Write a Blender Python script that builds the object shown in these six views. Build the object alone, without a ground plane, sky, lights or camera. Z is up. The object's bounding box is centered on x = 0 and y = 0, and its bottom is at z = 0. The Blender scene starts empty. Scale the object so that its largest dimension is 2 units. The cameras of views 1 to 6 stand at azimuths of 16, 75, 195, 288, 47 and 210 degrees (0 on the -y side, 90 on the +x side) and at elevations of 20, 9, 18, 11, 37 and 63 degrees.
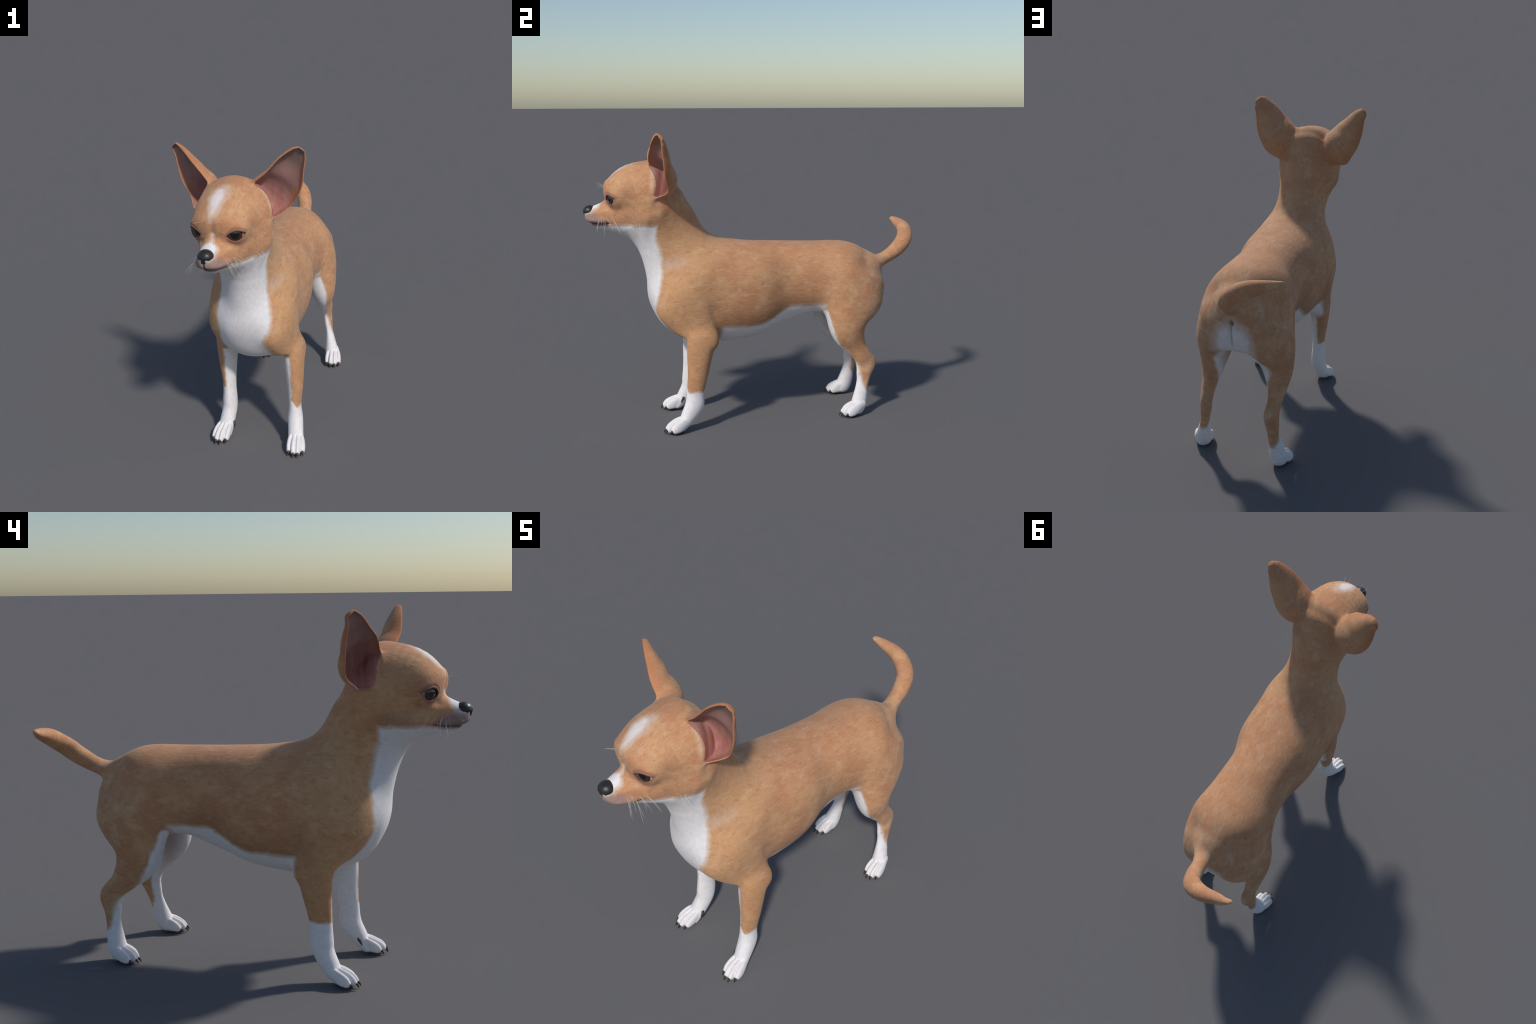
"""A small short-haired dog, standing: fawn coat, white bib, belly and socks, big upright ears.

The body is one implicit surface: lofted tubes (torso, neck, skull, muzzle, limbs, tail, ears)
blended smoothly, with toes, eye sockets, lips and ear hollows worked into it, meshed once and
then divided into anatomical parts.  Coat markings are node masks: chains of soft balls in object space.
"""
import bpy, math, random
import numpy as np
from mathutils import Matrix, Vector

random.seed(7)
RNG = np.random.default_rng(7)
CELL = 0.0036            # size of the meshing cell


# ------------------------------------------------------------------ lofts
def unit(v):
    v = np.asarray(v, float)
    return v / np.maximum(np.linalg.norm(v, axis=-1, keepdims=True), 1e-12)


def smooth_rows(rows, n):
    """Catmull-Rom through the rows, n steps per span."""
    K = np.asarray(rows, float)
    P = np.vstack([2 * K[0] - K[1], K, 2 * K[-1] - K[-2]])
    out, t = [], (np.arange(n) / n)[:, None]
    for i in range(1, len(P) - 2):
        a, b, c, d = P[i - 1:i + 3]
        out.append(.5 * (2 * b + (c - a) * t + (2 * a - 5 * b + 4 * c - d) * t ** 2 + (3 * b - a - 3 * c + d) * t ** 3))
    return np.vstack(out + [K[-1:]])


class Tube:
    """Loft through rows (x, y, z, half width, half height up, half height down)."""

    def __init__(s, rows, side, cap=(.05, .05), e=2.0, n=5, reach=.09, soft=0., flat=False):
        s.soft, s.flat = soft, flat
        R = smooth_rows(rows, n)
        R[:, 3:] = np.maximum(R[:, 3:], .003)
        s.c, s.r, s.e, s.cap = R[:, :3], R[:, 3:], e, cap
        m = s.r.max() + reach
        s.reach, s.lo, s.hi = reach, s.c.min(0) - m, s.c.max(0) + m
        # run the axis on, straight, beyond both ends: the caps are measured along it
        step = np.linalg.norm(np.diff(s.c, axis=0), axis=1).mean()
        more = np.append(np.arange(1, 1 + int(2.5 * soft * max(s.r[0].max(), s.r[-1].max()) / step)) * step, .4)
        d0, d1 = unit(s.c[0] - s.c[1]), unit(s.c[-1] - s.c[-2])
        s.c = np.vstack([s.c[0] + d0 * more[::-1, None], s.c, s.c[-1] + d1 * more[:, None]])
        s.r = np.vstack([np.repeat(s.r[:1], len(more), 0), s.r, np.repeat(s.r[-1:], len(more), 0)])
        s.sig = soft * s.r[:-1].max(1)
        s.arc = np.append(0, np.cumsum(np.linalg.norm(np.diff(s.c, axis=0), axis=1)))
        s.ends = s.arc[len(more)], s.arc[-1 - len(more)]
        T = np.empty_like(s.c)
        T[1:-1] = unit(s.c[2:] - s.c[1:-1]) + unit(s.c[1:-1] - s.c[:-2])
        T[0], T[-1] = -d0, d1
        T = unit(T)
        S = np.asarray(side, float)
        S = unit(S - (T * S).sum(1, keepdims=True) * T)
        s.T, s.S = T, S

    def dist(s, P):
        """Radial distance to the loft's surface; far points get a rough lower bound."""
        gap = np.maximum(np.maximum(s.lo - P, P - s.hi), 0)
        out = np.sqrt((gap ** 2).sum(1)) + s.reach
        near = ~(gap > 0).any(1)
        if near.any():
            out[near] = s._dist(P[near])
        return out

    def _dist(s, P):
        A = s.c[:-1]
        D = s.c[1:] - A
        L, AD = (D * D).sum(1), (A * D).sum(1)
        PD = P @ D.T
        t = np.clip((PD - AD) / L, 0, 1)
        d2 = t * t * L - 2 * t * (PD - AD) - 2 * (P @ A.T) + (A * A).sum(1)
        i = d2.argmin(1)
        row = np.arange(len(P))
        along = s.arc[:-1] + t * np.sqrt(L)
        pos = along[row, i]
        if s.soft:
            # blend over neighbouring stretches of the axis, so bends stay smooth on their inner side
            g = np.exp(-(d2 - d2[row, i][:, None]) / s.sig ** 2) * np.minimum(np.sqrt(L), s.sig)
            pos = (g * along).sum(1) / g.sum(1)
        w = np.maximum(s.ends[0] - pos, 0) + np.maximum(pos - s.ends[1], 0)
        cl = np.where(pos > s.arc[-1] / 2, s.cap[1], s.cap[0])
        i = np.clip(np.searchsorted(s.arc, pos, 'right') - 1, 0, len(D) - 1)
        t = ((pos - s.arc[i]) / np.sqrt(L[i]))[:, None]
        mix = lambda X: X[i] * (1 - t) + X[i + 1] * t
        q = P - mix(s.c)
        T = unit(mix(s.T))
        S = mix(s.S)
        S = unit(S - (S * T).sum(1, keepdims=True) * T)
        u, v, r = (q * S).sum(1), (q * np.cross(T, S)).sum(1), mix(s.r)
        b = np.where(v > 0, r[:, 1], r[:, 2])
        k = (np.abs(u / r[:, 0]) ** s.e + np.abs(v / b) ** s.e + np.abs(w / cl) ** s.e) ** (1 / s.e) + 1e-6
        if s.flat:
            grad = np.sqrt((u / r[:, 0] ** 2) ** 2 + (v / b ** 2) ** 2 + (w / cl ** 2) ** 2) / k + 1e-6
            return (k - 1) / grad
        d = np.sqrt(u * u + v * v + w * w) + 1e-9
        return np.where(k > .3, (k - 1) * d / k, (k - 1) * np.minimum(r[:, 0], b))


def smin(a, b, k):
    h = np.clip(k - np.abs(a - b), 0, None) / k
    return np.minimum(a, b) - h * h * h * k / 6


def smax(a, b, k):
    return -smin(-a, -b, k)


def ramp(x, lo, hi):
    t = np.clip((x - lo) / (hi - lo), 0, 1)
    return t * t * (3 - 2 * t)


# ------------------------------------------------------------------ anatomy (metres)
# rows: x, y, z of the axis, half width, reach to the upper (or front) side, reach to the lower (or rear) side
TORSO = [[0.011, 0.558, 0.734, 0.149, 0.243, 0.100], [0.006, 0.454, 0.772, 0.216, 0.250, 0.171],
         [0.007, 0.277, 0.812, 0.193, 0.211, 0.224], [-0.000, 0.109, 0.812, 0.191, 0.218, 0.271],
         [0.003, -0.070, 0.804, 0.231, 0.235, 0.326], [-0.003, -0.314, 0.803, 0.224, 0.251, 0.348],
         [0.010, -0.477, 0.741, 0.204, 0.182, 0.259]]
NECK = [[0.007, -0.383, 0.893, 0.169, 0.146, 0.203],
        [0.009, -0.465, 1.002, 0.142, 0.172, 0.229],
        [0.009, -0.550, 1.112, 0.139, 0.198, 0.183],
        [0.006, -0.615, 1.216, 0.157, 0.188, 0.153]]
FORELEG_L = [[0.127, -0.457, 0.735, 0.084, 0.175, 0.145], [0.151, -0.380, 0.604, 0.073, 0.144, 0.080],
             [0.197, -0.361, 0.521, 0.054, 0.111, 0.066], [0.197, -0.380, 0.461, 0.053, 0.097, 0.059],
             [0.204, -0.409, 0.330, 0.041, 0.063, 0.054], [0.204, -0.429, 0.221, 0.032, 0.051, 0.049],
             [0.207, -0.447, 0.152, 0.039, 0.043, 0.064], [0.215, -0.482, 0.085, 0.040, 0.036, 0.046],
             [0.220, -0.520, 0.034, 0.042, 0.018, 0.032]]
FORELEG_R = [[-0.141, -0.416, 0.738, 0.091, 0.160, 0.162], [-0.152, -0.359, 0.614, 0.075, 0.124, 0.111],
             [-0.171, -0.352, 0.521, 0.060, 0.091, 0.091], [-0.176, -0.356, 0.429, 0.048, 0.076, 0.065],
             [-0.171, -0.374, 0.287, 0.034, 0.058, 0.047], [-0.171, -0.383, 0.195, 0.038, 0.056, 0.051],
             [-0.172, -0.396, 0.141, 0.039, 0.049, 0.048], [-0.180, -0.438, 0.075, 0.040, 0.036, 0.046],
             [-0.186, -0.473, 0.034, 0.042, 0.018, 0.032]]
HINDLEG_L = [[0.095, 0.531, 0.788, 0.133, 0.172, 0.205], [0.139, 0.498, 0.684, 0.111, 0.145, 0.210],
             [0.174, 0.482, 0.527, 0.073, 0.106, 0.121], [0.173, 0.540, 0.419, 0.045, 0.075, 0.058],
             [0.176, 0.580, 0.351, 0.034, 0.056, 0.050], [0.174, 0.605, 0.297, 0.026, 0.063, 0.059],
             [0.179, 0.600, 0.241, 0.026, 0.058, 0.035], [0.189, 0.583, 0.174, 0.023, 0.047, 0.027],
             [0.211, 0.536, 0.060, 0.041, 0.040, 0.050], [0.218, 0.498, 0.033, 0.041, 0.017, 0.030]]
HINDLEG_R = [[-0.054, 0.558, 0.787, 0.101, 0.175, 0.184], [-0.125, 0.539, 0.684, 0.111, 0.179, 0.186],
             [-0.165, 0.526, 0.522, 0.081, 0.136, 0.088], [-0.183, 0.579, 0.420, 0.046, 0.086, 0.042],
             [-0.183, 0.620, 0.351, 0.034, 0.057, 0.050], [-0.179, 0.645, 0.302, 0.037, 0.058, 0.056],
             [-0.184, 0.640, 0.241, 0.033, 0.049, 0.037], [-0.191, 0.628, 0.175, 0.028, 0.036, 0.038],
             [-0.211, 0.596, 0.060, 0.043, 0.040, 0.052], [-0.216, 0.560, 0.033, 0.041, 0.017, 0.030]]
TAIL = [[0.029, 0.694, 0.871, 0.055, 0.041, 0.042], [0.006, 0.780, 0.903, 0.040, 0.040, 0.035],
        [-0.012, 0.870, 0.950, 0.043, 0.043, 0.046], [-0.047, 0.931, 1.002, 0.042, 0.043, 0.053],
        [-0.126, 0.959, 1.054, 0.041, 0.040, 0.043], [-0.225, 0.959, 1.086, 0.026, 0.022, 0.035],
        [-0.275, 0.944, 1.099, 0.011, 0.018, 0.015]]
EAR_L = [[0.132, -0.643, 1.347, 0.063, 0.019, 0.088],
         [0.166, -0.606, 1.413, 0.110, 0.017, 0.096],
         [0.228, -0.625, 1.486, 0.100, 0.014, 0.080],
         [0.273, -0.629, 1.570, 0.072, 0.013, 0.061],
         [0.310, -0.623, 1.626, 0.044, 0.015, 0.033],
         [0.322, -0.617, 1.642, 0.025, 0.017, 0.018]]
EAR_R = [[-0.186, -0.587, 1.380, 0.090, 0.020, 0.095],
         [-0.200, -0.562, 1.426, 0.106, 0.017, 0.102],
         [-0.237, -0.562, 1.487, 0.099, 0.013, 0.078],
         [-0.263, -0.556, 1.534, 0.080, 0.013, 0.068],
         [-0.291, -0.547, 1.593, 0.052, 0.013, 0.040],
         [-0.319, -0.532, 1.631, 0.029, 0.013, 0.019]]
EAR_FACING = dict(L=(21.7, -3.0), R=(-40.6, 1.0))      # azimuth and elevation of each ear's opening

# the head is symmetric about a plane turned a little to the dog's right
YAW = math.radians(7.4)
HEAD_O = np.array([-.008, -.653, 0.])
HL = np.array([math.cos(YAW), -math.sin(YAW), 0.])    # the head's left
HF = np.array([-math.sin(YAW), -math.cos(YAW), 0.])   # the head's front


def head(l, f, z):
    return HEAD_O + HL * l + HF * f + np.array([0, 0, z])


def to_head(P):
    q = P - HEAD_O
    return q @ HL, q @ HF, P[:, 2]


def head_rows(rows):
    return [[*head(l, f, z), a, u, d] for l, f, z, a, u, d in rows]


SKULL = head_rows([[0, -.068, 1.337, .166, .150, .178], [0, -.020, 1.346, .184, .170, .214], [0, .075, 1.351, .151, .138, .197],
                   [0, .165, 1.314, .137, .104, .101]])
MUZZLE = head_rows([[0, .075, 1.214, .124, .090, .110], [0, .156, 1.218, .107, .085, .107], [0, .268, 1.216, .057, .054, .078],
                    [0, .317, 1.217, .037, .032, .036]])
EYE_C, EYE_R = (.0785, .161, 1.307), .050
EYE_OUT = 38.0                                        # degrees each eye looks outwards


def foot(leg, heading, toe_y, reach):
    """Toe lofts and claw places of one paw; heading in degrees outward, leg = end rows."""
    return leg, heading, toe_y, reach


PAWS = dict(FL=dict(c=(.231, -.556), out=9, front=True, side=1), FR=dict(c=(-.193, -.507), out=-8, front=True, side=-1),
            HL=dict(c=(.227, .480), out=8, front=False, side=1), HR=dict(c=(-.222, .542), out=-7, front=False, side=-1))


def paw_point(p, l, f, z):
    a = math.radians(p['out'])
    return (p['c'][0] + l * math.cos(a) + f * math.sin(a), p['c'][1] + l * math.sin(a) - f * math.cos(a), z)


TOES = [(-.0345, -.020, 1), (-.0118, .000, 0), (.0118, .000, 0), (.0345, -.020, -1)]   # across, forward, turn


def toe_rows(p, l, f):
    """A knuckled toe: from the instep over the knuckle down to the ball of the toe."""
    q = lambda ll, ff, z: paw_point(p, ll, ff, z)
    return [[*q(l * .66, f - .060, .076), .009, .017, .024], [*q(l * .95, f - .016, .059), .0118, .022, .030],
            [*q(l * 1.04, f + .016, .041), .0130, .024, .032], [*q(l * 1.04, f + .034, .026), .0122, .019, .022]]


def ear_tube(rows, facing, **k):
    a, e = math.radians(facing[0]), math.radians(facing[1])
    n = np.array([math.cos(e) * math.sin(a), -math.cos(e) * math.cos(a), math.sin(e)])
    ax = unit(np.array(rows[-1][:3]) - np.array(rows[0][:3]))
    return Tube(rows, np.cross(n, ax), **k)


def hollow(rows):
    """The cup inside an ear: the same loft a little smaller, open to the front, closing at the tip."""
    out = []
    for i, (x, y, z, a, u, d) in enumerate(rows):
        near_tip = i >= len(rows) - 2
        out.append([x, y, z, max(a - (.007 if not near_tip else .008), .007), .16, max(d * .82 - .004, .003) if not near_tip else d * .55])
    return out


X = (1, 0, 0)
T = dict(torso=Tube(TORSO, X, (.16, .15), 2.2, reach=.17, soft=.25), neck=Tube(NECK, X, (.10, .07), reach=.17, soft=.25),
         skull=Tube(SKULL, HL, (.085, .06), reach=.17, soft=.22), muzzle=Tube(MUZZLE, HL, (.08, .022), soft=.2),
         FL=Tube(FORELEG_L, X, (.12, .03), soft=.36), FR=Tube(FORELEG_R, X, (.12, .03), soft=.36),
         HL=Tube(HINDLEG_L, X, (.10, .03), soft=.36), HR=Tube(HINDLEG_R, X, (.10, .03), soft=.36),
         tail=Tube(TAIL, (1, 0, .3), (.05, .02), soft=.4),
         EL=ear_tube(EAR_L, EAR_FACING['L'], cap=(.03, .012), flat=True, soft=.2), ER=ear_tube(EAR_R, EAR_FACING['R'], cap=(.045, .012), flat=True, soft=.2))
CUP = dict(EL=ear_tube(hollow(EAR_L), EAR_FACING['L'], cap=(.05, .003), flat=True, soft=.2), ER=ear_tube(hollow(EAR_R), EAR_FACING['R'], cap=(.05, .003), flat=True, soft=.2))
TOE = {k: [Tube(toe_rows(p, l, f), X, (.02, .012), n=4) for l, f, _ in TOES] for k, p in PAWS.items()}
BLEND = dict(neck=.16, skull=.16, muzzle=.06, FL=.08, FR=.08, HL=.09, HR=.09, tail=.06)


def eye_frame(side):
    a = math.radians(EYE_OUT)
    c = head(side * EYE_C[0], EYE_C[1], EYE_C[2])
    n = HL * side * math.sin(a) + HF * math.cos(a)
    n = unit(n + np.array([0, 0, -.02]))
    w = unit(np.cross((0, 0, 1), n)) * side          # from the inner to the outer corner
    w = w if (w @ HL) * side > 0 else -w
    return c, n, w, np.cross(n, w) * (1 if np.cross(n, w)[2] > 0 else -1)


BROW = [Tube(head_rows([[s * .030, .190, 1.352, .020, .020, .02], [s * .070, .178, 1.350, .022, .02, .02], [s * .108, .135, 1.342, .018, .018, .018]]), (0, 0, 1), (.02, .02)) for s in (1, -1)]
LIP = [Tube(head_rows([[s * .018, .308, 1.193, .018, .016, .016], [s * .037, .292, 1.190, .020, .020, .020], [s * .060, .240, 1.186, .018, .020, .018]]), (0, 0, 1), (.016, .03)) for s in (1, -1)]
CHEEK = [Tube(head_rows([[s * .050, .215, 1.215, .030, .03, .03], [s * .088, .150, 1.225, .045, .04, .04], [s * .110, .070, 1.225, .05, .05, .05]]), (0, 0, 1), (.02, .03)) for s in (1, -1)]


def head_field(P):
    f = T['skull'].dist(P)
    f = smin(f, T['muzzle'].dist(P), BLEND['muzzle'])
    near = f < .05
    near[near] = (P[near][:, 1] < -.60)
    if near.any():
        Q = P[near]
        g = f[near]
        L, F, Z = to_head(Q)
        for b in BROW:
            g = smin(g, b.dist(Q), .035)
        for b in LIP:
            g = smin(g, b.dist(Q), .018)
        # furrow between the brows, running up the forehead
        g = g + .005 * np.exp(-(L / .014) ** 2) * ramp(F, .15, .19) * ramp(Z, 1.285, 1.32) * (1 - ramp(Z, 1.35, 1.40))
        for s in (1, -1):
            c, n, w, u = eye_frame(s)
            q = Q - c
            a, b, d = q @ w, q @ u, q @ n
            r = np.sqrt((q * q).sum(1))
            # eyelids bulge over the eyeball, with a dip at the inner corner and below the eye
            g = smin(g, r - EYE_R - .0055 - .003 * ramp(b, .0, .02), .020)
            x = (a + .002) / .043
            top = .021 * (1 - x * x) * (1 - .25 * x) + .004 * x
            bot = -.0295 * (1 - x * x) * (1 + .1 * x) + .004 * x
            slit = np.maximum(b - top, bot - b)
            fold = b - .021 * (1 - np.clip(x, -1.2, 1.2) ** 2) * (1 - .25 * x) - .004 * x - .013
            g = g + .0035 * np.exp(-(fold / .0045) ** 2) * ramp(1.35 - np.abs(x), 0, .4) * (d > 0)
            slit = np.maximum(slit, (np.abs(x) - 1) * .043)
            slit = np.maximum(np.maximum(slit, -d), EYE_R - .004 - r)
            g = smax(g, -slit, .006)
        # mouth: a groove round the muzzle, philtrum under the nose
        zm = 1.166 + .006 * ramp(F, .24, .18)
        g = g + .005 * np.exp(-((Z - zm) / .0040) ** 2) * ramp(F, .185, .215)
        g = g - .0045 * np.exp(-((Z - zm - .020) / .014) ** 2) * ramp(F, .19, .25)
        # hollow below the eye, between muzzle and cheek
        for s in (1, -1):
            g = g + .006 * np.exp(-(((L - s * .062) / .026) ** 2 + ((F - .215) / .03) ** 2 + ((Z - 1.262) / .018) ** 2))
        g = g + .006 * np.exp(-(L / .0045) ** 2) * ramp(F, .29, .31) * ramp(Z, 1.160, 1.168) * (1 - ramp(Z, 1.205, 1.215))
        f[near] = g
    return f


def ear_field(P, k):
    return smax(T[k].dist(P), -CUP[k].dist(P), .010)


ELBOW = [Tube([[.212, -.33, .53, .03, .03, .03], [.214, -.325, .505, .028, .03, .028]], X, (.03, .03)),
         Tube([[-.19, -.29, .53, .03, .03, .03], [-.192, -.287, .505, .028, .03, .028]], X, (.03, .03))]


CREASE = [np.array(c) for c in (((.225, -.345, .735), (.200, -.285, .560)), ((-.225, -.315, .735), (-.200, -.262, .560)))]


def body_field(P):
    f = T['torso'].dist(P)
    f = smin(f, T['neck'].dist(P), BLEND['neck'])
    f = smin(f, head_field(P), BLEND['skull'])
    for k in ('FL', 'FR', 'HL', 'HR'):
        g = T[k].dist(P)
        for t in TOE[k]:
            d = t.dist(P)
            g = smin(g, d, .004)
        f = smin(f, g, BLEND[k])
    for e in ELBOW:
        f = smin(f, e.dist(P), .04)
    f = smin(f, T['tail'].dist(P), BLEND['tail'])
    for k in ('EL', 'ER'):
        f = smin(f, ear_field(P, k), .03)
    # crease where the foreleg lies against the chest wall
    for a, b in CREASE:
        ab = b - a
        h = np.clip(((P - a) @ ab) / (ab @ ab), 0, 1)
        d = np.linalg.norm(P - a - h[:, None] * ab, axis=1)
        f = f + .011 * np.exp(-(d / .013) ** 2) * ramp(h, 0, .35)
    # seam under the tail
    seam = .010 * np.exp(-((P[:, 0] - .012) / .010) ** 2) * ramp(P[:, 1], .66, .72) * (1 - ramp(P[:, 2], .80, .84)) * ramp(P[:, 2], .52, .60)
    f = f + seam
    return smax(f, .001 - P[:, 2], .004)


# ------------------------------------------------------------------ meshing (surface nets on a sparse grid)
def surface_nets(field, lo, hi, cell, levels=3):
    lo = np.asarray(lo, float)
    size = cell * 2 ** levels
    n = np.ceil((np.asarray(hi) - lo) / size).astype(int)
    ijk = np.stack(np.meshgrid(*[np.arange(m) for m in n], indexing='ij'), -1).reshape(-1, 3)
    corner = np.array([[i, j, k] for i in (0, 1) for j in (0, 1) for k in (0, 1)])
    for lev in range(levels):
        f = chunked(field, lo + (ijk + .5) * size)
        ijk = ijk[np.abs(f) < size * 1.15]
        ijk = (ijk[:, None] * 2 + corner).reshape(-1, 3)
        size /= 2
    f = chunked(field, lo + (ijk + .5) * size)
    ijk = ijk[np.abs(f) < size * .95]
    dim = ijk.max(0) + 40
    key = lambda v: ((v[..., 0] + 9) * dim[1] + v[..., 1] + 9) * dim[2] + v[..., 2] + 9
    cells, V = ijk[:0], np.zeros((0, 8))
    new = ijk
    tried = np.zeros(0, np.int64)
    for _ in range(12):
        # evaluate the new cells, keep those the surface crosses, then ask for any neighbour it runs into
        cv = new[:, None] + corner
        uk, first, inv = np.unique(key(cv).ravel(), return_index=True, return_inverse=True)
        F = chunked(field, lo + cv.reshape(-1, 3)[first] * size)
        W = F[inv].reshape(-1, 8)
        cut = (W < 0).any(1) & ~(W < 0).all(1)
        tried = np.concatenate([tried, key(new)])
        fresh, fw = new[cut], W[cut]
        cells, V = np.vstack([cells, fresh]), np.vstack([V, fw])
        want = []
        for ax in range(3):
            for side in (0, 1):
                face = fw[:, corner[:, ax] == side] < 0
                m = face.any(1) & ~face.all(1)
                step = np.zeros(3, int)
                step[ax] = 2 * side - 1
                want.append(fresh[m] + step)
        want = np.vstack(want)
        wk, wi = np.unique(key(want), return_index=True)
        new = want[wi[~np.isin(wk, tried)]]
        if not len(new):
            break
    acc, cnt = np.zeros((len(cells), 3)), np.zeros(len(cells))
    for a in range(8):
        for b in range(a + 1, 8):
            if np.abs(corner[a] - corner[b]).sum() != 1:
                continue
            m = (V[:, a] < 0) != (V[:, b] < 0)
            t = np.where(m, V[:, a] / np.where(m, V[:, a] - V[:, b], 1), 0)
            acc += m[:, None] * (corner[a] + t[:, None] * (corner[b] - corner[a]))
            cnt += m
    verts = lo + (cells + acc / cnt[:, None]) * size
    order = np.argsort(key(cells))
    sk = key(cells)[order]
    quads = []
    for ax in range(3):
        e = corner[:, ax].argmax()
        o = [k for k in range(3) if k != ax]
        d0 = np.zeros(3, int); d0[o[0]] = 1
        d1 = np.zeros(3, int); d1[o[1]] = 1
        b = np.zeros(3, int); b[ax] = 1
        ib = int(b[0] * 4 + b[1] * 2 + b[2])
        m = (V[:, 0] < 0) != (V[:, ib] < 0)
        c = cells[m]
        ids = []
        ok = np.ones(len(c), bool)
        for q in (c, c - d0, c - d0 - d1, c - d1):
            p = np.clip(np.searchsorted(sk, key(q)), 0, len(sk) - 1)
            ok &= sk[p] == key(q)
            ids.append(order[p])
        q = np.stack(ids, 1)[ok]
        flip = (V[m, 0] < 0)[ok] ^ (ax == 1)
        q[~flip] = q[~flip][:, ::-1]
        quads.append(q)
    return verts, np.vstack(quads)


def chunked(field, P, n=60000):
    return np.concatenate([field(P[i:i + n]) for i in range(0, len(P), n)]) if len(P) else np.zeros(0)


def relax(v, q, times, lam=.5, mu=-.52, weight=None):
    """Smoothing over the quad edges; with mu it keeps the volume."""
    a = np.concatenate([q[:, i] for i in range(4)])
    b = np.concatenate([q[:, (i + 1) % 4] for i in range(4)])
    if weight is not None:
        on = weight > 0
        keep = on[a] | on[b]
        a, b = a[keep], b[keep]
    i, j = np.concatenate([a, b]), np.concatenate([b, a])
    deg = np.bincount(i, minlength=len(v))[:, None].astype(float)
    w = (deg > 0) * (1. if weight is None else weight[:, None])
    for _ in range(times):
        for k in ((lam,) if mu is None else (lam, mu)):
            m = np.stack([np.bincount(i, v[j, c], len(v)) for c in range(3)], 1) / np.maximum(deg, 1)
            v = v + k * w * (m - v)
    return v


def vertex_normals(v, q):
    n = np.cross(v[q[:, 2]] - v[q[:, 0]], v[q[:, 3]] - v[q[:, 1]])
    out = np.zeros_like(v)
    for c in range(4):
        for a in range(3):
            out[:, a] += np.bincount(q[:, c], n[:, a], len(v))
    return unit(out)


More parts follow.
